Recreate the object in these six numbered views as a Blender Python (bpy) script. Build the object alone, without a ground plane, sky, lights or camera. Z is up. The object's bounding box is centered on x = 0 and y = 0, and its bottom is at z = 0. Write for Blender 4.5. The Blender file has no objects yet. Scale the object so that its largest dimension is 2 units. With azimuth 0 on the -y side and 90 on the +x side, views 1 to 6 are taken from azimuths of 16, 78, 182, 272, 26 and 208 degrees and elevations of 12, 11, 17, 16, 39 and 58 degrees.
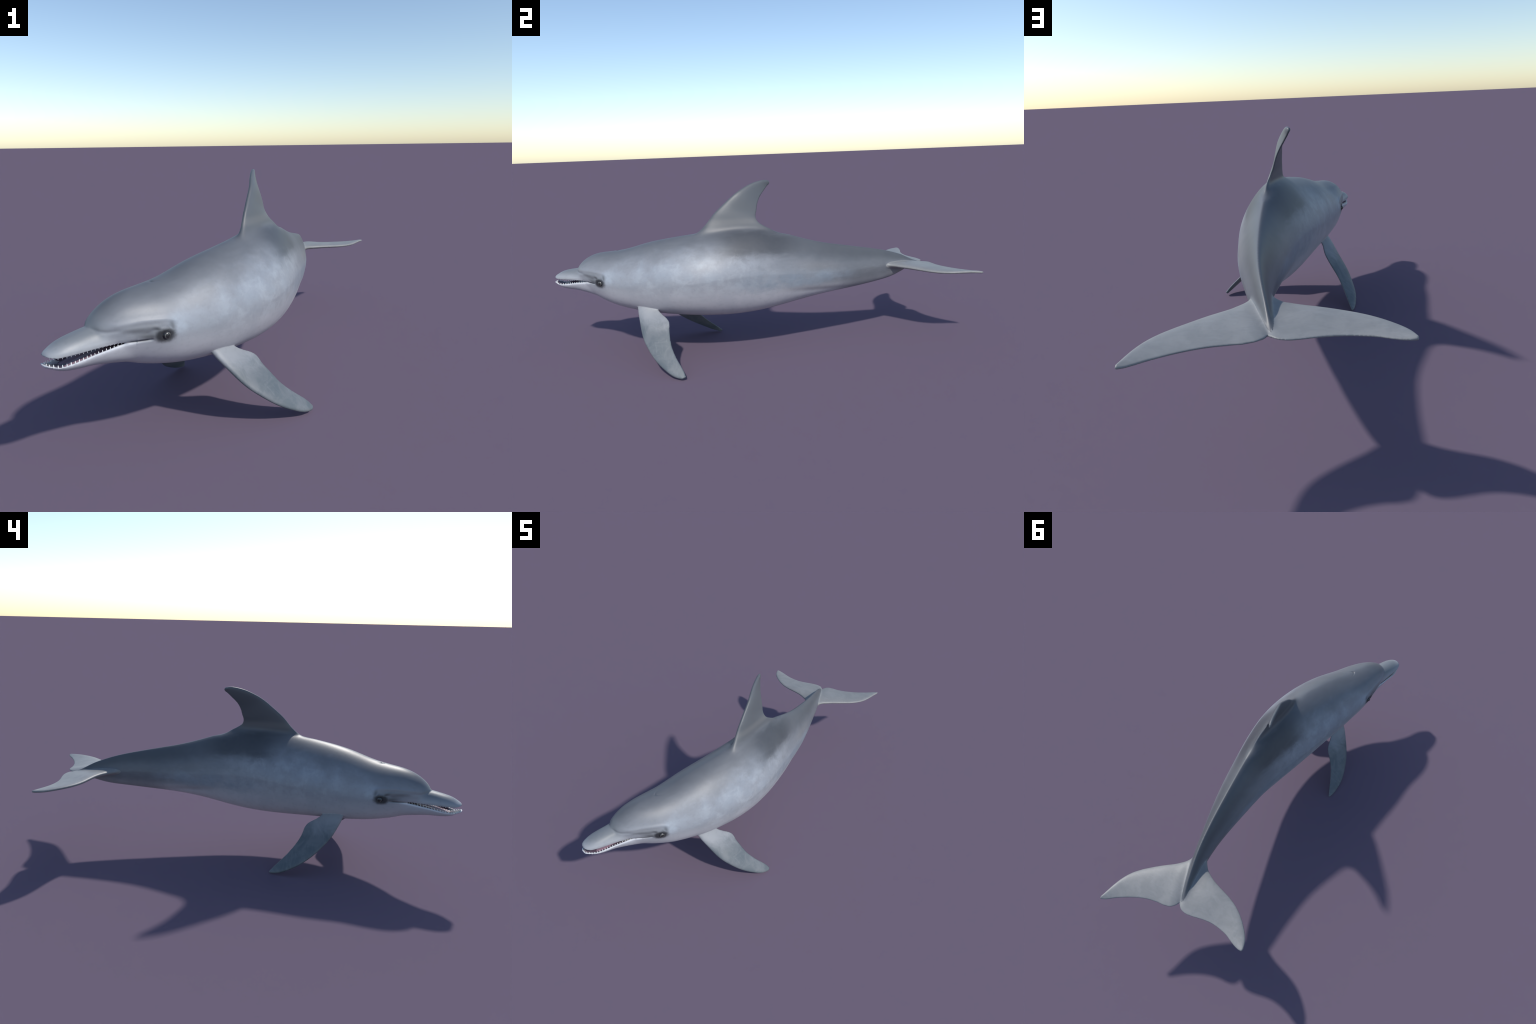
"""A bottlenose-type dolphin: curved body lofted along a plan spine, lofted fins, open toothed beak."""
import bpy, bmesh, math, random
import numpy as np
from mathutils import Vector, Matrix
from mathutils.bvhtree import BVHTree

random.seed(7)
VOXEL = 0.0020

# ------------------------------------------------------------------ curves
def spline(xk, yk, x):
    """natural cubic spline; returns value and slope"""
    xk = np.asarray(xk, float); yk = np.asarray(yk, float); x = np.asarray(x, float)
    n = len(xk); h = np.diff(xk)
    A = np.eye(n); b = np.zeros(n)
    for i in range(1, n - 1):
        A[i, i-1] = h[i-1]; A[i, i] = 2 * (h[i-1] + h[i]); A[i, i+1] = h[i]
        b[i] = 6 * ((yk[i+1]-yk[i])/h[i] - (yk[i]-yk[i-1])/h[i-1])
    M = np.linalg.solve(A, b)
    j = np.clip(np.searchsorted(xk, x) - 1, 0, n - 2); hh = h[j]
    p = (xk[j+1]-x)/hh; q = (x-xk[j])/hh
    y = p*yk[j]+q*yk[j+1]+((p**3-p)*M[j]+(q**3-q)*M[j+1])*hh**2/6
    d = (yk[j+1]-yk[j])/hh+(-(3*p**2-1)*M[j]+(3*q**2-1)*M[j+1])*hh/6
    return y, d

def smooth(a, b, x):
    t = np.clip((x-a)/(b-a), 0, 1)
    return t*t*(3-2*t)

# spine of the swimming bend, seen from above: y along the animal, x sideways
SPINE_Y = [-1.0, -.85, -.7, -.55, -.35, -.1, .15, .4, .62, .87]
SPINE_X = [-.332, -.261, -.1808, -.105, -.0248, .0285, .0570, .0602, .044, -.0046]

def to_world(y, n, z):
    """body frame (y along spine, n to the animal's left, z up) -> world"""
    y, n, z = np.broadcast_arrays(np.asarray(y, float), np.asarray(n, float), np.asarray(z, float))
    c, d = spline(SPINE_Y, SPINE_X, y); L = np.sqrt(1+d*d)
    return np.stack([c+n/L, y-n*d/L, z], -1)

def to_body(P):
    P = np.asarray(P, float); y = P[:, 1].copy()
    for _ in range(25):
        c, d = spline(SPINE_Y, SPINE_X, y); L2 = 1+d*d
        y = y+((P[:, 0]-c)*d+(P[:, 1]-y))/L2
    c, d = spline(SPINE_Y, SPINE_X, y); L = np.sqrt(1+d*d)
    return np.stack([y, ((P[:, 0]-c)-(P[:, 1]-y)*d)/L, P[:, 2]], -1)

# ------------------------------------------------------------------ profiles
# trunk stations: y, back height, belly height, half width
TRUNK = [
    (-.880, .4150, .3700, .012), (-.872, .4270, .3600, .028), (-.864, .4390, .3520, .040), (-.848, .4580, .3380, .052),
    (-.810, .4840, .3050, .0750), (-.760, .5015, .2780, .0975), (-.700, .5100, .2560, .1200), (-.620, .5250, .2345, .1378),
    (-.520, .5550, .2185, .1568), (-.400, .5785, .2080, .1692), (-.270, .5990, .2003, .1708), (-.140, .6150, .1995, .1572),
    (.000, .6080, .2130, .1308), (.140, .5680, .2400, .1050), (.280, .5255, .2647, .0850), (.410, .4985, .2790, .0630),
    (.520, .4775, .2905, .0445), (.610, .4590, .3015, .0335), (.690, .4365, .3160, .0240), (.770, .4070, .3430, .0150),
    (.842, .3740, .3640, .0045)]
# section shape along the trunk: y, height of the widest line, exponents above and below it
SECTION = [(-.85, .56, 1.85, 1.95), (-.65, .455, 1.80, 2.15), (-.45, .44, 1.69, 2.04), (-.2, .49, 1.42, 2.06),
           (.05, .48, 1.36, 2.2), (.3, .467, 1.32, 2.0), (.6, .475, 1.40, 1.7)]
# beak stations: y, top, underside, half width
BEAK = [(-1.003, .3660, .3560, .008), (-1.001, .3730, .3500, .0185), (-.995, .3825, .3435, .0270), (-.983, .3905, .3370, .0345),
        (-.960, .4035, .3245, .0430), (-.925, .4130, .3165, .0495), (-.880, .4205, .3105, .0545), (-.820, .4285, .2980, .0665),
        (-.740, .4350, .2775, .0820)]

def section_ring(t, b, w, f, pt, pb, m):
    a = np.linspace(0, 2*np.pi, m, endpoint=False)
    c, s = np.cos(a), np.sin(a); mid = b+f*(t-b)
    p = np.where(s >= 0, pt, pb)
    n = np.sign(c)*np.abs(c)**(2/p)*w
    z = np.sign(s)*np.abs(s)**(2/p)*np.where(s >= 0, t-mid, mid-b)+mid
    return n, z

def loft_body(table, shape, m=144, sub=9):
    tab = np.array(table); k = np.arange(len(tab)); u = np.linspace(0, len(tab)-1, (len(tab)-1)*sub+1)
    y, t, b, w = (spline(k, tab[:, i], u)[0] for i in range(4))
    rings = []
    for i in range(len(u)):
        f, pt, pb = shape(y[i])
        n, z = section_ring(t[i], b[i], max(w[i], .003), f, pt, pb, m)
        rings.append(to_world(y[i], n, z))
    return rings

def trunk_shape(y):
    s = np.array(SECTION)
    return [np.interp(y, s[:, 0], s[:, i]) for i in (1, 2, 3)]

def mesh_from_rings(name, rings):
    m = len(rings[0]); V = np.concatenate(rings); F = []
    for i in range(len(rings)-1):
        for j in range(m):
            a = i*m+j; b = i*m+(j+1) % m
            F.append((a, b, b+m, a+m))
    F.append(tuple(range(m))[::-1]); o = (len(rings)-1)*m; F.append(tuple(range(o, o+m)))
    me = bpy.data.meshes.new(name); me.from_pydata(V.tolist(), [], F)
    bm = bmesh.new(); bm.from_mesh(me); bmesh.ops.recalc_face_normals(bm, faces=bm.faces)
    if bm.calc_volume(signed=True) < 0:
        bmesh.ops.reverse_faces(bm, faces=bm.faces)
    bm.to_mesh(me); bm.free()
    ob = bpy.data.objects.new(name, me); bpy.context.collection.objects.link(ob)
    return ob

# ------------------------------------------------------------------ fins
def curve_through(pts, v):
    pts = np.array(pts, float)
    s = np.concatenate([[0], np.cumsum(np.linalg.norm(np.diff(pts, axis=0), axis=1))]); s /= s[-1]
    return np.stack([spline(s, pts[:, i], v)[0] for i in range(3)], -1)

def loft_fin(name, lead, trail, thick, edge=.0023, count=60, m=56, flare=None):
    """lead/trail: 3D edge curves from root to tip; thick: (root, middle, tip) full thickness"""
    v = 1-(1-np.linspace(0, 1, count))**1.6
    Lp, Tp = curve_through(lead, v), curve_through(trail, v)
    rings = []
    for i in range(count):
        a, b = Lp[i], Tp[i]; ch = b-a; c = np.linalg.norm(ch)
        j0, j1 = max(i-1, 0), min(i+1, count-1)
        span = (Lp[j1]+Tp[j1])-(Lp[j0]+Tp[j0])
        nrm = np.cross(ch, span); nrm /= np.linalg.norm(nrm)
        th = np.interp(v[i], [0, .5, 1], thick)
        if flare: th += flare[0]*max(0, 1-v[i]/flare[1])**2
        th = min(th, .6*c)
        ang = np.linspace(0, 2*np.pi, m, endpoint=False)
        x = .5-.5*np.cos(ang)
        prof = (.2969*np.sqrt(x)-.126*x-.3516*x**2+.2843*x**3-.1036*x**4)/.1001
        rim = edge*np.clip(1-(2*x-1)**2, 0, 1)**.25
        hh = np.sign(np.sin(ang))*np.sqrt((prof*th/2)**2+rim**2)*np.minimum(1, np.abs(np.sin(ang))*6)
        rings.append(a+np.outer(x, ch)+np.outer(hh, nrm))
    return mesh_from_rings(name, rings)

DORSAL_LEAD = [(.020, -.400, .500), (.011, -.335, .566), (.005, -.300, .595), (.003, -.274, .617), (.001, -.239, .651), (.000, -.197, .693), (-.003, -.152, .732),
               (-.007, -.107, .768), (-.018, -.060, .796), (-.028, -.014, .816), (-.035, .025, .826), (-.041, .052, .828), (-.048, .068, .8235)]
DORSAL_TRAIL = [(.060, .120, .520), (.056, .075, .592), (.047, .021, .627), (.036, -.003, .646), (.026, -.009, .665), (.015, -.006, .698),
                (.001, .005, .733), (-.015, .024, .762), (-.030, .047, .787), (-.039, .0625, .803), (-.044, .073, .814), (-.0465, .074, .819)]
FLUKE_LEAD = [(.036, .560, .378), (.060, .612, .379), (.084, .652, .380), (.106, .682, .378), (.161, .725, .376), (.230, .776, .372),
              (.292, .839, .371), (.324, .908, .374), (.340, .967, .374), (.3475, .993, .372)]
FLUKE_TRAIL = [(.006, .835, .369), (.014, .850, .369), (.022, .866, .370), (.042, .884, .371), (.085, .892, .369), (.151, .902, .3685),
               (.222, .929, .369), (.299, .975, .3695), (.335, .997, .370), (.346, 1.0, .3705)]
FLUKE_LEAD_R = [(.040, .560, .378), (.012, .608, .379), (-.012, .642, .378), (-.032, .663, .379), (-.117, .705, .381), (-.186, .728, .378),
                (-.249, .762, .377), (-.301, .809, .377), (-.341, .868, .377), (-.348, .897, .378)]
FLUKE_TRAIL_R = [(.016, .835, .369), (.010, .850, .369), (.000, .862, .371), (-.025, .875, .371), (-.080, .872, .371), (-.142, .861, .3705),
                 (-.203, .862, .371), (-.262, .877, .373), (-.325, .901, .376), (-.344, .903, .378)]
FLIPPER_LEAD = [(-.030, -.592, .300), (.006, -.594, .254), (.026, -.592, .233), (.057, -.588, .201), (.091, -.583, .166), (.127, -.573, .133),
                (.156, -.560, .109), (.185, -.544, .085), (.222, -.518, .056), (.253, -.491, .035), (.287, -.453, .014), (.303, -.424, .008)]
FLIPPER_TRAIL = [(.020, -.520, .290), (.054, -.495, .247), (.078, -.478, .231), (.101, -.461, .217), (.114, -.456, .205), (.129, -.458, .186),
                 (.157, -.459, .157), (.190, -.455, .121), (.222, -.445, .091), (.257, -.429, .062), (.285, -.414, .037), (.304, -.406, .015)]
FLIPPER_LEAD_R = [(-.175, -.520, .295), (-.214, -.500, .252), (-.239, -.475, .212), (-.261, -.448, .174), (-.285, -.410, .137), (-.303, -.370, .103),
                  (-.317, -.318, .066), (-.323, -.278, .043), (-.319, -.232, .020), (-.309, -.191, .006), (-.301, -.172, .0025)]
FLIPPER_TRAIL_R = [(-.150, -.430, .290), (-.179, -.400, .247), (-.184, -.372, .228), (-.189, -.345, .214), (-.196, -.331, .201), (-.214, -.316, .169),
                   (-.240, -.288, .128), (-.257, -.259, .095), (-.272, -.224, .061), (-.285, -.190, .030), (-.2965, -.165, .006)]

# ------------------------------------------------------------------ mouth
MOUTH_END, MOUTH_CORNER = -.784, -.752
UPPER_LIP = ([-1.02, -1.0, -.993, -.985, -.972, -.95, -.80, -.764, -.752], [.378, .377, .3755, .3725, .3705, .3700, .3712, .3705, .3690])
LOWER_LIP = ([-1.02, -1.0, -.993, -.983, -.970, -.955, -.93, -.90, -.87, -.83, -.795, -.764, -.752],
             [.3545, .3540, .3510, .3460, .3432, .3440, .3468, .3515, .3560, .3622, .3676, .3690, .3690])
def upper_lip(y): return np.interp(y, *UPPER_LIP)
def lower_lip(y): return np.interp(y, *LOWER_LIP)
def lip_half_width(y):
    b = np.array(BEAK); return np.interp(y, b[:, 0], b[:, 3])

def mouth_cutter():
    ys = np.concatenate([[-1.06], np.linspace(-1.02, MOUTH_END, 90)]); ns = np.linspace(-.16, .16, 129)
    bk = np.array(BEAK); rings = []
    for y in ys:
        w = lip_half_width(min(y+.010, -.80))-.0095
        k = smooth(0, .009, w-np.abs(ns))*smooth(-.990, -.972, y)*smooth(MOUTH_END, MOUTH_END-.05, y)
        u, l = upper_lip(y), lower_lip(y)
        least = .0042-.0034*smooth(-.806, MOUTH_END, y)
        if u-l < least: u, l = (u+l)/2+least/2, (u+l)/2-least/2
        floor = np.interp(y, bk[:, 0], bk[:, 2]); roof = np.interp(y, bk[:, 0], bk[:, 1])
        up = to_world(y, ns, u+min(.008, max(roof-u-.012, 0))*k); lo = to_world(y, ns, l-min(.012, max(l-floor-.009, 0))*k)
        rings.append(np.concatenate([up, lo[::-1]]))
    return mesh_from_rings("cut", rings)

# ------------------------------------------------------------------ build lofts
trunk = mesh_from_rings("trunk", loft_body(TRUNK, trunk_shape))
beak = mesh_from_rings("beak", loft_body(BEAK, lambda y: (.45, 2.1, 2.15)))
dorsal = loft_fin("dorsal", [(x, y-.003, z+.0005) for x, y, z in DORSAL_LEAD], DORSAL_TRAIL, (.036, .023, .010), flare=(.045, .42))
def moved(pts, dy, dz): return [(x, y+dy, z+dz) for x, y, z in pts]
FLUKE_LEAD, FLUKE_LEAD_R = moved(FLUKE_LEAD, 0, -.0015), moved(FLUKE_LEAD_R, 0, -.0015)
FLUKE_TRAIL, FLUKE_TRAIL_R = moved(FLUKE_TRAIL, .002, -.0015), moved(FLUKE_TRAIL_R, .003, -.0015)
fluke_l = loft_fin("fluke_a", FLUKE_LEAD, FLUKE_TRAIL, (.029, .018, .007))
fluke_r = loft_fin("fluke_b", FLUKE_LEAD_R, FLUKE_TRAIL_R, (.029, .018, .007))
flip_l = loft_fin("flip_a", FLIPPER_LEAD, FLIPPER_TRAIL, (.024, .017, .008))
flip_r = loft_fin("flip_b", FLIPPER_LEAD_R, FLIPPER_TRAIL_R, (.024, .017, .008))
cutter = mouth_cutter()

def bvh(ob):
    bm = bmesh.new(); bm.from_mesh(ob.data); t = BVHTree.FromBMesh(bm); bm.free(); return t
TREES = {k: bvh(o) for k, o in dict(trunk=trunk, beak=beak, dorsal=dorsal, fluke_l=fluke_l, fluke_r=fluke_r,
                                    flip_l=flip_l, flip_r=flip_r, cut=cutter).items()}

def applied(ob):
    dg = bpy.context.evaluated_depsgraph_get()
    return bpy.data.meshes.new_from_object(ob.evaluated_get(dg))

for ob in (trunk, beak):
    md = ob.modifiers.new("mouth", 'BOOLEAN'); md.operation = 'DIFFERENCE'; md.solver = 'EXACT'; md.object = cutter
pieces = []
for ob in (trunk, beak):
    pieces.append(applied(ob))
for ob in (dorsal, fluke_l, fluke_r, flip_l, flip_r):
    pieces.append(ob.data)
bm = bmesh.new()
for me in pieces: bm.from_mesh(me)
whole_me = bpy.data.meshes.new("whole"); bm.to_mesh(whole_me); bm.free()
whole = bpy.data.objects.new("whole", whole_me); bpy.context.collection.objects.link(whole)
md = whole.modifiers.new("skin", 'REMESH'); md.mode = 'VOXEL'; md.voxel_size = VOXEL
bpy.context.view_layer.update()
skin = applied(whole)
for ob in (trunk, beak, dorsal, fluke_l, fluke_r, flip_l, flip_r, cutter, whole):
    bpy.data.objects.remove(ob)

# ------------------------------------------------------------------ skin vertices
nv = len(skin.vertices); co = np.empty(nv*3); skin.vertices.foreach_get("co", co); co = co.reshape(-1, 3)
ne = len(skin.edges); ed = np.empty(ne*2, np.int32); skin.edges.foreach_get("vertices", ed); ed = ed.reshape(-1, 2)
nl = len(skin.loops); lv = np.empty(nl, np.int32); skin.loops.foreach_get("vertex_index", lv)
nf = len(skin.polygons); ls = np.empty(nf, np.int32); lt = np.empty(nf, np.int32)
skin.polygons.foreach_get("loop_start", ls); skin.polygons.foreach_get("loop_total", lt)
deg = np.maximum(np.bincount(ed.ravel(), minlength=nv), 1)

def relax(P, weight, rounds):
    on = (weight[ed[:, 0]] > 0) | (weight[ed[:, 1]] > 0)
    e = ed[on]; used, inv = np.unique(e, return_inverse=True); e = inv.reshape(-1, 2); m = len(used)
    w = weight[used][:, None]; d = deg[used][:, None]; Q = P[used].copy()
    for _ in range(rounds):
        S = np.stack([np.bincount(e[:, 0], Q[e[:, 1], i], m)+np.bincount(e[:, 1], Q[e[:, 0], i], m) for i in range(3)], -1)/d
        Q += np.where(w > 0, w*(S-Q), 0)
    P = P.copy(); P[used] = Q
    return P

def near_curve(P, pts, r0, r1):
    d = np.full(len(P), 9.); pts = np.array(pts, float)
    for a, b in zip(pts[:-1], pts[1:]):
        t = np.clip(((P-a)@(b-a))/((b-a)@(b-a)), 0, 1)
        d = np.minimum(d, np.linalg.norm(P-(a+t[:, None]*(b-a)), axis=1))
    return 1-smooth(r0, r1, d)

co = relax(co, np.full(nv, .5), 5)
B = to_body(co)
# soft fillets where fins grow out of the body
saddle_line = [(.018, -.31, .588), (.03, -.25, .612), (.04, -.1, .622), (.046, .01, .622), (.054, .07, .595)]
co = relax(co, .5*near_curve(co, saddle_line, .020, .075), 220)
co = relax(co, .5*np.maximum(near_curve(co, [(.084, .640, .378), (.055, .70, .378), (.03, .80, .375)], .016, .045),
                             near_curve(co, [(-.010, .630, .378), (.005, .70, .378), (.005, .80, .375)], .016, .045)), 110)
for base in ([(.006, -.594, .254), (.054, -.495, .247)], [(-.214, -.500, .252), (-.179, -.400, .247)]):
    co = relax(co, .5*near_curve(co, base, .003, .016), 14)
# smooth the cheeks where melon and beak run together, leaving the crease on top
lips = np.maximum(B[:, 2]-upper_lip(B[:, 0]), lower_lip(B[:, 0])-B[:, 2])
lips = np.where(B[:, 0] < MOUTH_END+.01, smooth(.002, .010, lips), 1)
span = smooth(-.915, -.88, B[:, 0])*smooth(-.735, -.765, B[:, 0])
cheek = span*lips*np.maximum(smooth(.030, .048, np.abs(B[:, 1]))*smooth(.418, .400, B[:, 2]), B[:, 2] < .36)
co = relax(co, .5*cheek, 200)
slit_end = np.exp(-((B[:, 0]+.792)/.009)**2)*(np.abs(B[:, 2]-.370) < .009)*(np.abs(B[:, 1]) > .055)
co = relax(co, .5*np.where(slit_end > .05, slit_end, 0), 60)
crease = near_curve(co, [(-.29, -.885, .425), (-.265, -.873, .432), (-.24, -.862, .425)], .004, .012)
co = relax(co, .5*crease, 5)

def vertex_normals(P):
    me = skin; me.vertices.foreach_set("co", P.ravel()); me.update()
    N = np.empty(nv*3); me.vertices.foreach_get("normal", N); return N.reshape(-1, 3)

# the skin stands a little proud of the lofts, except inside the mouth
co_loft = co.copy()
B = to_body(co); N = vertex_normals(co)
lip_d = np.maximum(B[:, 2]-upper_lip(B[:, 0]), lower_lip(B[:, 0])-B[:, 2])
co = co+N*(.0017*np.where(B[:, 0] < MOUTH_END+.006, smooth(.0, .012, lip_d), 1))[:, None]

# ---- relief of the head: eye sockets, brow folds, blowhole, belly groove
N = vertex_normals(co); B = to_body(co)
EYE = np.array([-.705, .1255, .376])
yy, nn, zz = B[:, 0], np.abs(B[:, 1]), B[:, 2]
disp = np.zeros(nv)
def fold(pts, amp, width):
    pts = np.array(pts, float); d = np.full(nv, 9.)
    Q = np.stack([yy, zz], -1); u = np.zeros(nv)
    for i, (a, b) in enumerate(zip(pts[:-1], pts[1:])):
        t = np.clip(((Q-a)@(b-a))/((b-a)@(b-a)), 0, 1); dd = np.linalg.norm(Q-(a+t[:, None]*(b-a)), axis=1)
        u = np.where(dd < d, (i+t)/(len(pts)-1), u); d = np.minimum(d, dd)
    fade = smooth(0, .2, u)*smooth(1, .75, u)*(nn > .014)*(yy < -.6)
    return amp*np.exp(-(d/width)**2)*fade
r_eye = np.sqrt((yy-EYE[0])**2+(zz-EYE[2])**2); side = nn > .06
disp += side*(.0030*np.exp(-(r_eye/.030)**2)+.0004*np.exp(-((r_eye-.0175)/.006)**2)-.0040*np.exp(-(r_eye/.012)**2))
disp += fold([(-.685, .398), (-.715, .403), (-.745, .395), (-.765, .383)], -.0013, .006)
disp += fold([(-.806, .3697), (-.785, .3700), (-.765, .3697), (-.745, .3690), (-.735, .3690)], -.0050, .0030)
disp += fold([(-.876, .426), (-.864, .415), (-.848, .410), (-.825, .409), (-.80, .409)], -.0020, .0060)
disp += fold([(-.655, .405), (-.70, .423), (-.76, .428), (-.82, .425), (-.85, .425)], .0024, .008)
disp += fold([(-.70, .397), (-.75, .408), (-.80, .410), (-.85, .405)], .0016, .007)
disp += fold([(-.72, .385), (-.76, .392), (-.81, .400)], -.0010, .007)
blow = np.sqrt(((yy+.676-.6*B[:, 1]**2/.012)/.0042)**2+(B[:, 1]/.0125)**2)
disp += (zz > .47)*(-.0042*np.exp(-blow**2)+.0006*np.exp(-((yy+.690)/.007)**2-(B[:, 1]/.016)**2))
keel = zz-(.3200-.066*yy)
disp += (zz < .40)*(  .0010*np.exp(-((keel-.022)/.018)**2)-.0013*np.exp(-(keel/.014)**2))*smooth(.04, .22, yy)*smooth(.47, .34, yy)
co = co+N*disp[:, None]
co = relax(co, np.full(nv, .3), 1)
low = co[:, 2].min()                        # flipper tips rest on the ground
co[:, 2] -= np.clip(.035-co[:, 2], 0, None)*low/(.035-low)
N = vertex_normals(co); B = to_body(co)

# ------------------------------------------------------------------ regions
fc = np.stack([np.add.reduceat(co_loft[lv, i], ls) for i in range(3)], -1)/lt[:, None]
fb = to_body(fc)
PARTS = ["head", "lower_jaw", "mouth", "torso", "tail", "dorsal_fin", "fluke", "fluke.001", "flipper", "flipper.001"]
lab = np.where(fb[:, 0] < -.60, 0, np.where(fb[:, 0] < .22, 3, 4))
def nearest(keys, sel, default):
    out = []
    for i in sel:
        p = Vector(fc[i]); best, bk = 9., default
        for k in keys:
            h = TREES[k].find_nearest(p)
            if h[0] is None: continue
            d = h[3]+(.0048 if k == "cut" else 0)
            if d < best: best, bk = d, k
        out.append(bk)
    return np.array(out)
def assign(mask, keys, table):
    sel = np.nonzero(mask)[0]
    got = nearest(keys, sel, keys[0])
    for k, v in table.items(): lab[sel[got == k]] = v
assign((fc[:, 2] > .585) & (fb[:, 0] > -.36) & (fb[:, 0] < .12) & (np.abs(fb[:, 1]) < .13), ["trunk", "dorsal"], {"dorsal": 5})
assign((fb[:, 0] > .55), ["trunk", "fluke_l", "fluke_r"], {"fluke_l": 6, "fluke_r": 7})
assign((fc[:, 2] < .275) & (fb[:, 1] > .06) & (fb[:, 0] < -.2), ["trunk", "flip_l"], {"flip_l": 8})
assign((fc[:, 2] < .275) & (fb[:, 1] < -.06) & (fb[:, 0] < -.1), ["trunk", "flip_r"], {"flip_r": 9})
m = (fb[:, 0] < MOUTH_END+.004) & (fc[:, 2] > .31) & (fc[:, 2] < .41)
lab[(lab == 0) & (fb[:, 0] < MOUTH_END) & (fc[:, 2] < (upper_lip(fb[:, 0])+lower_lip(fb[:, 0]))/2)] = 1
assign(m, ["trunk", "beak", "cut"], {"cut": 2})

# ------------------------------------------------------------------ materials
class Nodes:
    def __init__(self, name):
        self.mat = bpy.data.materials.new(name); self.mat.use_nodes = True
        self.t = self.mat.node_tree; self.t.nodes.clear()
        self.out = self.t.nodes.new("ShaderNodeOutputMaterial"); self.bsdf = self.t.nodes.new("ShaderNodeBsdfPrincipled")
        self.t.links.new(self.bsdf.outputs[0], self.out.inputs[0])
    def put(self, sock, v):
        if hasattr(v, "is_output") or isinstance(v, bpy.types.NodeSocket): self.t.links.new(v, sock)
        elif isinstance(v, (tuple, list)) and len(v) == 3 and sock.type == 'RGBA': sock.default_value = (*v, 1)
        else: sock.default_value = v
    def math(self, op, a, b=0., c=0., clamp=False):
        n = self.t.nodes.new("ShaderNodeMath"); n.operation = op; n.use_clamp = clamp
        for i, v in enumerate((a, b, c)): self.put(n.inputs[i], v)
        return n.outputs[0]
    def add(self, a, b): return self.math('ADD', a, b)
    def sub(self, a, b): return self.math('SUBTRACT', a, b)
    def mul(self, a, b): return self.math('MULTIPLY', a, b)
    def step(self, a, b, x):
        n = self.t.nodes.new("ShaderNodeMapRange"); n.interpolation_type = 'SMOOTHSTEP'
        lo, hi, r0, r1 = (a, b, 0., 1.) if a < b else (b, a, 1., 0.)
        for i, v in enumerate((x, lo, hi, r0, r1)): self.put(n.inputs[i], v)
        return n.outputs[0]
    def band(self, a, b, c, d, x): return self.mul(self.step(a, b, x), self.step(d, c, x))
    def bump_at(self, pts):
        """gaussian product: pts = [(socket, centre, width), ...]"""
        s = None
        for x, c, w in pts:
            q = self.math('DIVIDE', self.sub(x, c), w); q = self.mul(q, q)
            s = q if s is None else self.add(s, q)
        return self.math('EXPONENT', self.mul(s, -1.))
    def mix(self, f, a, b, mode='MIX'):
        n = self.t.nodes.new("ShaderNodeMix"); n.data_type = 'RGBA'; n.blend_type = mode
        self.put(n.inputs["Factor"], f); self.put(n.inputs[6], a); self.put(n.inputs[7], b)
        return n.outputs[2]
    def noise(self, vec, scale, detail=4., rough=.55, dist=0.):
        n = self.t.nodes.new("ShaderNodeTexNoise")
        self.put(n.inputs["Vector"], vec); n.inputs["Scale"].default_value = scale
        n.inputs["Detail"].default_value = detail; n.inputs["Roughness"].default_value = rough; n.inputs["Distortion"].default_value = dist
        return n.outputs[0]
    def coord(self):
        n = self.t.nodes.new("ShaderNodeTexCoord"); return n.outputs["Object"]
    def split(self, v):
        n = self.t.nodes.new("ShaderNodeSeparateXYZ"); self.put(n.inputs[0], v); return n.outputs
    def join(self, x, y, z):
        n = self.t.nodes.new("ShaderNodeCombineXYZ")
        for i, v in enumerate((x, y, z)): self.put(n.inputs[i], v)
        return n.outputs[0]
    def curve(self, x, fn, lo, hi, vlo, vhi, knots=17):
        """piecewise curve fn over [lo,hi] with values in [vlo,vhi], as a Float Curve node"""
        n = self.t.nodes.new("ShaderNodeFloatCurve"); cv = n.mapping.curves[0]
        ks = np.linspace(0, 1, knots); vs = (np.array([float(fn(lo+(hi-lo)*k)) for k in ks])-vlo)/(vhi-vlo)
        cv.points[0].location = (0, vs[0]); cv.points[1].location = (1, vs[-1])
        for k, v in zip(ks[1:-1], vs[1:-1]): cv.points.new(k, v)
        n.mapping.update()
        u = self.math('DIVIDE', self.sub(x, lo), hi-lo, clamp=True)
        self.put(n.inputs["Value"], u)
        return self.math('MULTIPLY_ADD', n.outputs[0], vhi-vlo, vlo)
    def bump(self, h, strength, dist):
        n = self.t.nodes.new("ShaderNodeBump"); n.inputs["Strength"].default_value = strength; n.inputs["Distance"].default_value = dist
        self.put(n.inputs["Height"], h); return n.outputs[0]
    def set(self, **k):
        for a, v in k.items(): self.put(self.bsdf.inputs[a.replace("_", " ")], v)

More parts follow.
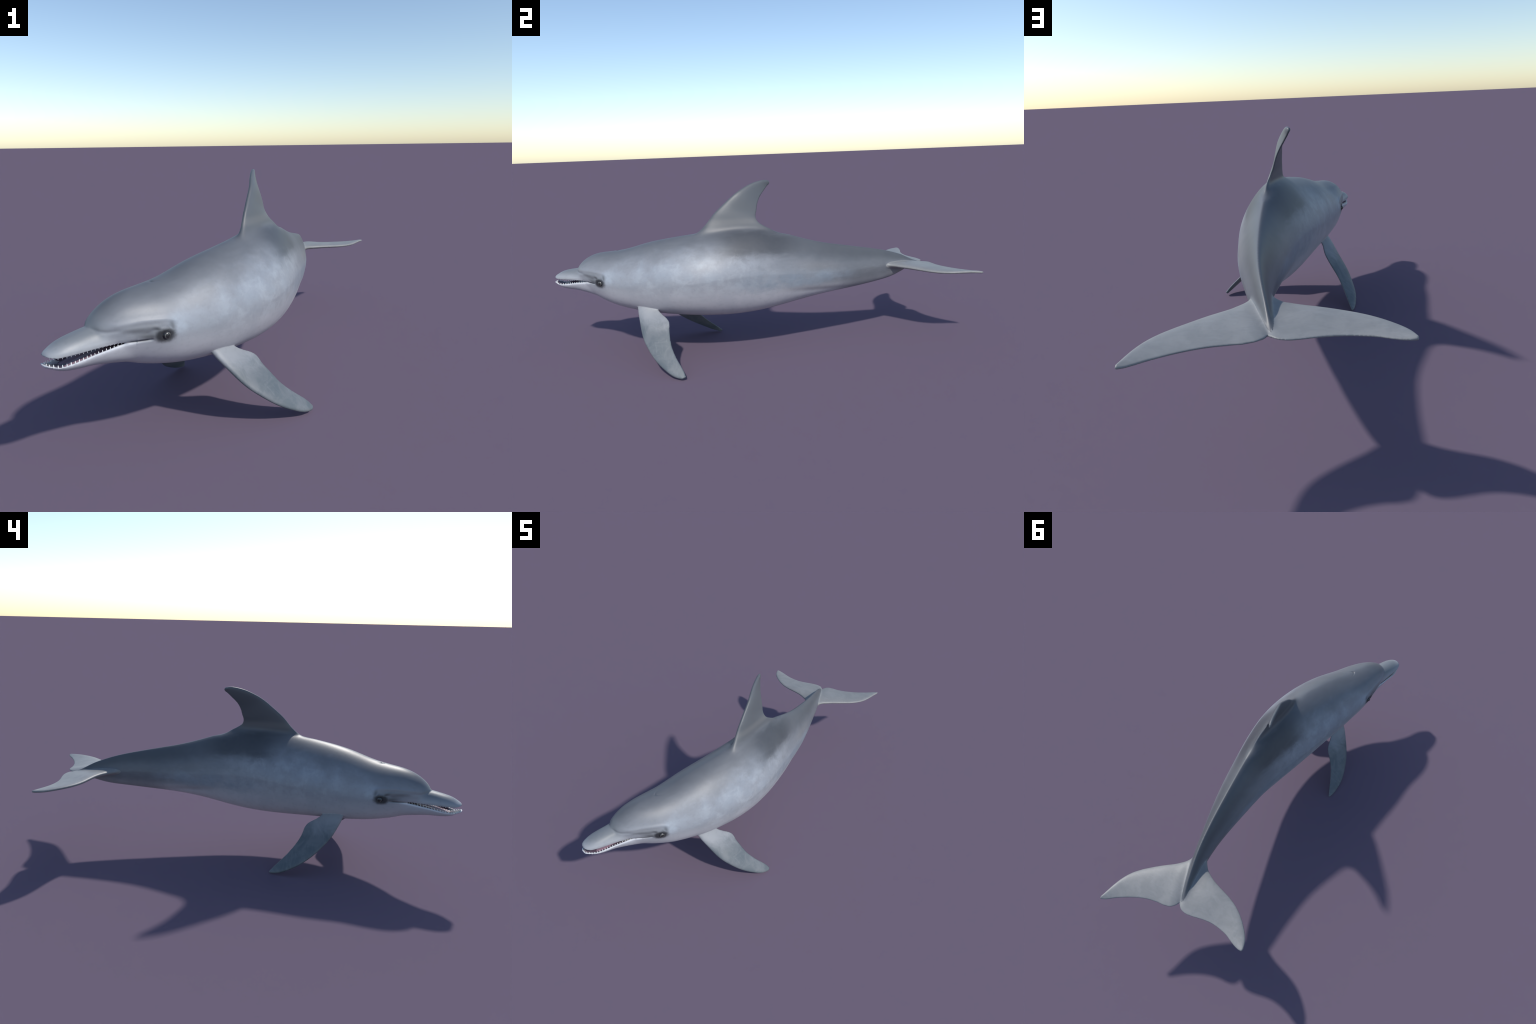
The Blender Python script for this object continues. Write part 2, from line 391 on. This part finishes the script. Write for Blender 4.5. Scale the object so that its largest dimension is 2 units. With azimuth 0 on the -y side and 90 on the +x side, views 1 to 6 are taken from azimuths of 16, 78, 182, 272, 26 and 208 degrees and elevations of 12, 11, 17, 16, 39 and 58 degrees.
def body_frame(g):
    """nodes for the body frame: y along the spine, n sideways, z up, h = 0 belly .. 1 back"""
    P = g.coord(); x, y, z = g.split(P)
    x0 = g.curve(y, lambda t: spline(SPINE_Y, SPINE_X, t)[0], -1., 1., -.5, .5)
    d = g.curve(y, lambda t: spline(SPINE_Y, SPINE_X, t)[1], -1., 1., -1., 1.)
    off = g.sub(x, x0); L2 = g.add(g.mul(d, d), 1.)
    yb = g.add(y, g.math('DIVIDE', g.mul(off, d), L2))
    x1 = g.curve(yb, lambda t: spline(SPINE_Y, SPINE_X, t)[0], -1., 1., -.5, .5)
    d1 = g.curve(yb, lambda t: spline(SPINE_Y, SPINE_X, t)[1], -1., 1., -1., 1.)
    L = g.math('SQRT', g.add(g.mul(d1, d1), 1.))
    n = g.math('DIVIDE', g.sub(g.sub(x, x1), g.mul(d1, g.sub(y, yb))), L)
    n = g.math('DIVIDE', g.sub(x, x1), L)
    tab = np.array(TRUNK)
    top = g.curve(yb, lambda t: np.interp(t, tab[:, 0], tab[:, 1]), -.9, .9, 0., 1., 25)
    bot = g.curve(yb, lambda t: np.interp(t, tab[:, 0], tab[:, 2]), -.9, .9, 0., 1., 25)
    h = g.math('DIVIDE', g.sub(z, bot), g.sub(top, bot))
    return P, yb, n, z, h

def skin_material():
    g = Nodes("dolphin_skin")
    P, y, n, z, h = body_frame(g)
    an = g.math('ABSOLUTE', n)
    Q = g.join(an, y, z)                                             # mirrored body coordinates
    stretch = g.join(g.mul(an, 2.2), g.mul(y, .9), g.mul(z, 2.2))
    cloud = g.noise(stretch, 9., 3., .55, .5)
    fine = g.noise(Q, 60., 4., .6)
    streak = g.noise(g.join(g.mul(an, 9.), g.mul(y, 2.0), g.mul(z, 9.)), 7., 4., .6)
    wob = g.add(h, g.mul(g.sub(cloud, .5), .16))
    back, flank, belly = (.104, .111, .124), (.262, .277, .305), (.440, .442, .475)
    c = g.mix(g.step(.16, .52, wob), belly, flank)
    cape = g.sub(wob, g.mul(g.step(.02, -.30, y), .13))              # the dark cape sits higher on the shoulders
    c = g.mix(g.step(.46, .95, cape), c, back)
    # greyer rear half
    c = g.mix(g.mul(g.step(-.10, .42, y), g.mul(g.step(.12, .34, h), .85)), c, (.140, .149, .166))
    c = g.mix(g.mul(g.step(.30, .48, y), .75), c, (.138, .147, .163))  # underside shadow of the tail stock baked into this grey
    c = g.mix(g.mul(g.step(.05, .36, y), g.mul(g.step(.58, .86, wob), .8)), c, (.078, .084, .094))
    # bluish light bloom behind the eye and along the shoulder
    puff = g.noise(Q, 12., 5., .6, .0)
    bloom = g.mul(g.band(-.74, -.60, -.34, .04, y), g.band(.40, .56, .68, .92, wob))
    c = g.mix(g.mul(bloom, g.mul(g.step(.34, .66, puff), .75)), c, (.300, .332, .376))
    blue = g.mul(g.band(-.20, .0, .30, .52, y), g.band(.24, .36, .42, .56, wob))
    c = g.mix(g.mul(blue, g.step(.25, .62, puff)), c, (.225, .262, .305))
    warm = g.bump_at([(y, .27, .10), (h, .60, .07)])
    c = g.mix(g.mul(warm, .45), c, (.175, .172, .172))
    # shading of the belly groove, painted as a darker line behind the navel
    keel = g.bump_at([(g.sub(z, g.math('MULTIPLY_ADD', y, -.066, .328)), .0, .012), (y, .27, .13)])
    c = g.mix(g.mul(keel, .3), c, (.13, .13, .142))
    # dark saddle below the dorsal fin
    saddle = g.mul(g.band(-.28, -.08, .05, .26, y), g.band(.62, .80, .93, 1.04, wob))
    c = g.mix(g.mul(saddle, .85), c, (.054, .058, .068))
    # fin
    c = g.mix(g.mul(g.step(1.00, 1.06, h), g.band(-.42, -.38, .2, .25, y)), c, (.096, .106, .118))
    c = g.mix(g.mul(g.band(.622, .642, .646, .668, z), g.mul(g.band(-.36, -.28, .0, .06, y), .5)), c, (.150, .152, .155))
    # beak: grey above, pale sides; pale lower jaw
    on_beak = g.step(-.83, -.88, y)
    bk = g.mix(g.step(.378, .412, z), (.315, .33, .355), (.175, .19, .205))
    c = g.mix(on_beak, c, bk)
    lipc = g.curve(y, lambda t: (upper_lip(t)+lower_lip(t))/2, -1.01, -.75, 0., 1., 21)
    jaw = g.mul(g.step(.002, -.002, g.sub(z, lipc)), g.step(-.745, -.81, y))
    c = g.mix(jaw, c, (.40, .405, .44))
    low = g.curve(y, lambda t: lower_lip(t), -1.01, -.75, 0., 1., 21)
    rim = g.mul(g.band(-.009, -.003, .004, .006, g.sub(z, low)), g.step(-.765, -.80, y))
    c = g.mix(g.mul(rim, .85), c, (.60, .615, .65))
    slit = g.mul(g.bump_at([(g.sub(z, g.math('MULTIPLY_ADD', y, -.012, .3605)), .0, .0022)]), g.band(-.82, -.785, -.755, -.742, y))  # dark of the closing mouth gap, drawn on as a line
    c = g.mix(g.mul(slit, .9), c, (.02, .018, .022))
    # dark eye patch, darker bands along the brow
    ey, ez = g.sub(y, float(EYE[0])), g.sub(z, float(EYE[2]))
    near = g.step(.05, .07, an)
    c = g.mix(g.mul(g.bump_at([(ey, .036, .026), (ez, .026, .030)]), g.mul(near, g.step(.30, .62, puff))), c, (.38, .43, .49))
    brow = g.mul(g.bump_at([(ey, -.06, .07), (ez, .030, .016)]), .75)
    c = g.mix(g.mul(brow, near), c, (.155, .165, .178))
    crease = g.bump_at([(g.sub(ez, g.mul(ey, -.30)), .006, .006), (ey, -.075, .05)])  # furrow shadow darkened into the skin colour
    c = g.mix(g.mul(crease, g.mul(near, .25)), c, (.13, .14, .152))
    a1 = g.math('DIVIDE', g.sub(ey, -.004), .029); a2 = g.math('DIVIDE', g.sub(ez, .001), .0215)
    er = g.math('SQRT', g.add(g.mul(a1, a1), g.mul(a2, a2)))
    patch = g.step(1.42, .60, g.add(er, g.mul(g.sub(fine, .5), .5)))
    fore = g.mul(g.bump_at([(ey, -.042, .030), (g.sub(ez, g.mul(ey, -.15)), -.003, .012)]), .75)
    up = g.mul(g.bump_at([(ey, .019, .008), (g.sub(ez, g.mul(ey, -.2)), .028, .018)]), .6)
    lid = g.mul(g.bump_at([(ey, -.020, .016), (g.sub(ez, g.mul(ey, -.5)), .012, .007)]), .7)
    dark = g.math('MAXIMUM', g.math('MAXIMUM', fore, up), g.math('MAXIMUM', patch, lid))
    c = g.mix(g.mul(dark, g.mul(near, .95)), c, (.014, .015, .018))
    # mottling and fine grain
    soft = g.noise(Q, 16., 5., .62, .2)
    body = g.mul(g.step(-.60, -.52, y), g.step(.98, .90, h))
    c = g.mix(g.mul(g.step(.40, .64, soft), g.mul(body, .55)), c, (.86, .88, .90), 'MULTIPLY')
    pale = g.mul(g.band(-.62, -.50, -.12, .10, y), g.band(.30, .42, .66, .82, h))
    c = g.mix(g.mul(g.step(.54, .34, soft), g.mul(pale, .20)), c, (.43, .475, .53))
    c = g.mix(g.mul(g.step(.48, .75, streak), g.mul(g.step(.70, .50, h), .08)), c, (.46, .51, .56))
    c = g.mix(g.mul(g.step(.5, .3, fine), .10), c, (.10, .108, .12))
    g.set(Base_Color=c, Roughness=.46, Normal=g.bump(fine, .05, .004))
    g.bsdf.inputs["Specular IOR Level"].default_value = .45
    return g.mat

def fin_material(name, tone, root, pale_lo=0., pale_hi=1., axis=2):
    """bluish grey fin skin, paler near its root"""
    g = Nodes(name); P = g.coord(); x, y, z = g.split(P); s = g.split(P)[axis]
    cloud = g.noise(P, 14., 5., .62, .8); fine = g.noise(P, 70., 4., .6)
    streak = g.noise(g.join(g.mul(x, 2.), g.mul(y, 8.), g.mul(z, 2.)), 12., 4., .6)
    c = g.mix(g.step(.36, .68, cloud), tone[0], tone[1])
    if root is not None:
        pale = g.step(pale_lo, pale_hi, g.add(s, g.mul(g.sub(cloud, .5), .05)))
        c = g.mix(g.mul(pale, .85), c, root)
    c = g.mix(g.mul(g.step(.52, .78, streak), .12), c, (.36, .40, .43))
    c = g.mix(g.mul(g.step(.5, .3, fine), .10), c, (.11, .12, .135))
    g.set(Base_Color=c, Roughness=.48, Normal=g.bump(fine, .05, .004))
    g.bsdf.inputs["Specular IOR Level"].default_value = .45
    return g.mat

def mouth_material():
    g = Nodes("mouth_lining"); P = g.coord(); f = g.noise(P, 40., 3.)
    g.set(Base_Color=g.mix(f, (.085, .052, .080), (.130, .080, .115)), Roughness=.35)
    return g.mat
def tongue_material():
    g = Nodes("tongue_flesh"); P = g.coord(); f = g.noise(P, 90., 4.)
    g.set(Base_Color=g.mix(f, (.27, .17, .23), (.36, .24, .30)), Roughness=.4, Normal=g.bump(f, .3, .003))
    return g.mat
def tooth_material():
    g = Nodes("tooth_enamel"); P = g.coord(); f = g.noise(P, 200., 2.)
    g.set(Base_Color=g.mix(f, (.74, .76, .74), (.84, .86, .84)), Roughness=.3)
    return g.mat
def eye_material():
    g = Nodes("eye_ball"); x, y, z = g.split(g.coord())
    r = g.math('SQRT', g.add(g.mul(y, y), g.mul(z, z)))
    f = g.noise(g.coord(), 300., 3.)
    c = g.mix(g.step(.0074, .0079, r), (.012, .012, .014), (.13, .13, .12))
    c = g.mix(g.step(.0092, .0100, r), c, (.015, .015, .018))
    c = g.mix(g.mul(f, .2), c, (.10, .10, .10))
    g.set(Base_Color=c, Roughness=.3)
    return g.mat

SKIN = skin_material()
FLIP = fin_material("flipper_skin", ((.095, .115, .130), (.142, .157, .171)), (.285, .298, .32), .165, .25)
MATS = {"mouth": mouth_material(), "flipper": FLIP, "flipper.001": FLIP}
FLUKE = fin_material("fluke_skin", ((.212, .216, .216), (.246, .248, .246)), None)
MATS["fluke"] = FLUKE; MATS["fluke.001"] = FLUKE

# ------------------------------------------------------------------ objects
root = bpy.data.objects.new("dolphin", None); bpy.context.collection.objects.link(root)
root["label"] = "grey dolphin swimming with open toothed beak and curved body"
root["category"] = "dolphin"
obs = {}
quad_all = np.all(lt == 4)
for pi, name in enumerate(PARTS):
    sel = np.nonzero(lab == pi)[0]
    if not len(sel): continue
    idx = (ls[sel][:, None]+np.arange(4)[None]).ravel() if quad_all else np.concatenate([np.arange(ls[i], ls[i]+lt[i]) for i in sel])
    vid, inv = np.unique(lv[idx], return_inverse=True)
    me = bpy.data.meshes.new(name)
    me.vertices.add(len(vid)); me.vertices.foreach_set("co", co[vid].ravel())
    me.loops.add(len(idx)); me.loops.foreach_set("vertex_index", inv.astype(np.int32).ravel())
    st = np.concatenate([[0], np.cumsum(lt[sel])[:-1]]).astype(np.int32)
    me.polygons.add(len(sel)); me.polygons.foreach_set("loop_start", st); me.polygons.foreach_set("loop_total", lt[sel])
    me.update(calc_edges=True); me.validate()
    me.polygons.foreach_set("use_smooth", np.ones(len(sel), bool))
    me.normals_split_custom_set_from_vertices(N[vid].tolist())
    me.materials.append(MATS.get(name, SKIN))
    ob = bpy.data.objects.new(name, me); bpy.context.collection.objects.link(ob)
    ob.parent = root; obs[name] = ob
for k in ("lower_jaw", "mouth"):
    obs[k].parent = obs["head"]

# eyes
bm = bmesh.new(); bmesh.ops.create_uvsphere(bm, u_segments=40, v_segments=24, radius=.0135)
for f in bm.faces: f.smooth = True
eye_me = bpy.data.meshes.new("eye"); bm.to_mesh(eye_me); bm.free(); eye_me.materials.append(eye_material())
for s in (1, -1):
    c0 = to_world(EYE[0], s*(EYE[1]-.0095), EYE[2]); c1 = to_world(EYE[0], s*EYE[1], EYE[2])
    ax = Vector(c1-c0).normalized(); ax = (ax+Vector((0, -.10, -.02))).normalized()
    ob = bpy.data.objects.new("eye", eye_me); bpy.context.collection.objects.link(ob)
    ob.rotation_euler = ax.to_track_quat('X', 'Z').to_euler(); ob.location = c0; ob.parent = obs["head"]

# tongue
bm = bmesh.new(); bmesh.ops.create_uvsphere(bm, u_segments=32, v_segments=20, radius=1)
for v in bm.verts:
    t = v.co.y
    y = -.882+.088*t; w = (lip_half_width(y)-.015)
    p = to_world(y, v.co.x*w/max(math.sqrt(max(1-t*t, 1e-4)), .25), float(lower_lip(y))-.0125+.006*v.co.z-.0025*math.exp(-(v.co.x/.25)**2))
    v.co = Vector(p)
for f in bm.faces: f.smooth = True
me = bpy.data.meshes.new("tongue"); bm.to_mesh(me); bm.free(); me.materials.append(tongue_material())
ob = bpy.data.objects.new("tongue", me); bpy.context.collection.objects.link(ob); ob.parent = obs["lower_jaw"]

# teeth: one cone-shaped peg, repeated along both gum lines
bm = bmesh.new(); prof = [(1.0, -.10), (1.0, 0), (.92, .3), (.72, .6), (.42, .85), (.14, .98)]
rings = []
for r, zt in prof:
    rings.append([bm.verts.new((r*math.cos(a), r*math.sin(a)+.25*max(zt, 0)**2, zt)) for a in np.linspace(0, 2*math.pi, 12, endpoint=False)])
for a, b in zip(rings[:-1], rings[1:]):
    for j in range(12): bm.faces.new((a[j], a[(j+1) % 12], b[(j+1) % 12], b[j]))
bm.faces.new(rings[0][::-1]); bm.faces.new(rings[-1])
for f in bm.faces: f.smooth = True
tooth_me = bpy.data.meshes.new("tooth"); bm.to_mesh(tooth_me); bm.free(); tooth_me.materials.append(tooth_material())

def gum_curve(inset, tip=-1.002):
    """half of the U-shaped gum line in (y, n), from the front middle back to the cheek"""
    ys = tip+inset+(np.linspace(0, 1, 400)**2)*.215
    return np.stack([ys, np.maximum(lip_half_width(np.maximum(ys-inset-(tip+1.003), -1.003))-inset, 0)], -1)
for upper in (False, True):
    C = gum_curve(.0068) if not upper else gum_curve(.0056, -.994)
    s = np.concatenate([[0], np.cumsum(np.linalg.norm(np.diff(C, axis=0), axis=1))])
    count = 21
    for k in range(count):
        q = .004+(s[-1]-.012)*((k+(.5 if upper else 0))/count)
        y, n = np.interp(q, s, C[:, 0]), np.interp(q, s, C[:, 1])
        fade = (1-.45*k/count)*(.72 if k < 2 and not upper else 1)
        ht = (.0108 if not upper else .0080)*fade*random.uniform(.88, 1.1); rad = .0020*random.uniform(.9, 1.1)*(1-.2*k/count)
        for sd in (1, -1):
            zl = float(upper_lip(y)) if upper else float(lower_lip(y))
            ob = bpy.data.objects.new("tooth", tooth_me); bpy.context.collection.objects.link(ob)
            p = to_world(y, sd*n, zl+(.0015 if upper else -.0028)); q2 = to_world(y+.004, sd*max(n-.006, 0), zl)
            inward = Vector(q2-p); inward.z = 0; inward.normalize()
            up = Vector((0, 0, -1 if upper else 1)); xax = inward.cross(up)
            R = Matrix((xax, inward, up)).transposed()
            ob.matrix_world = Matrix.Translation(Vector(p)) @ R.to_4x4() @ Matrix.Diagonal((rad, rad, ht, 1))
            ob.parent = obs["head"] if upper else obs["lower_jaw"]
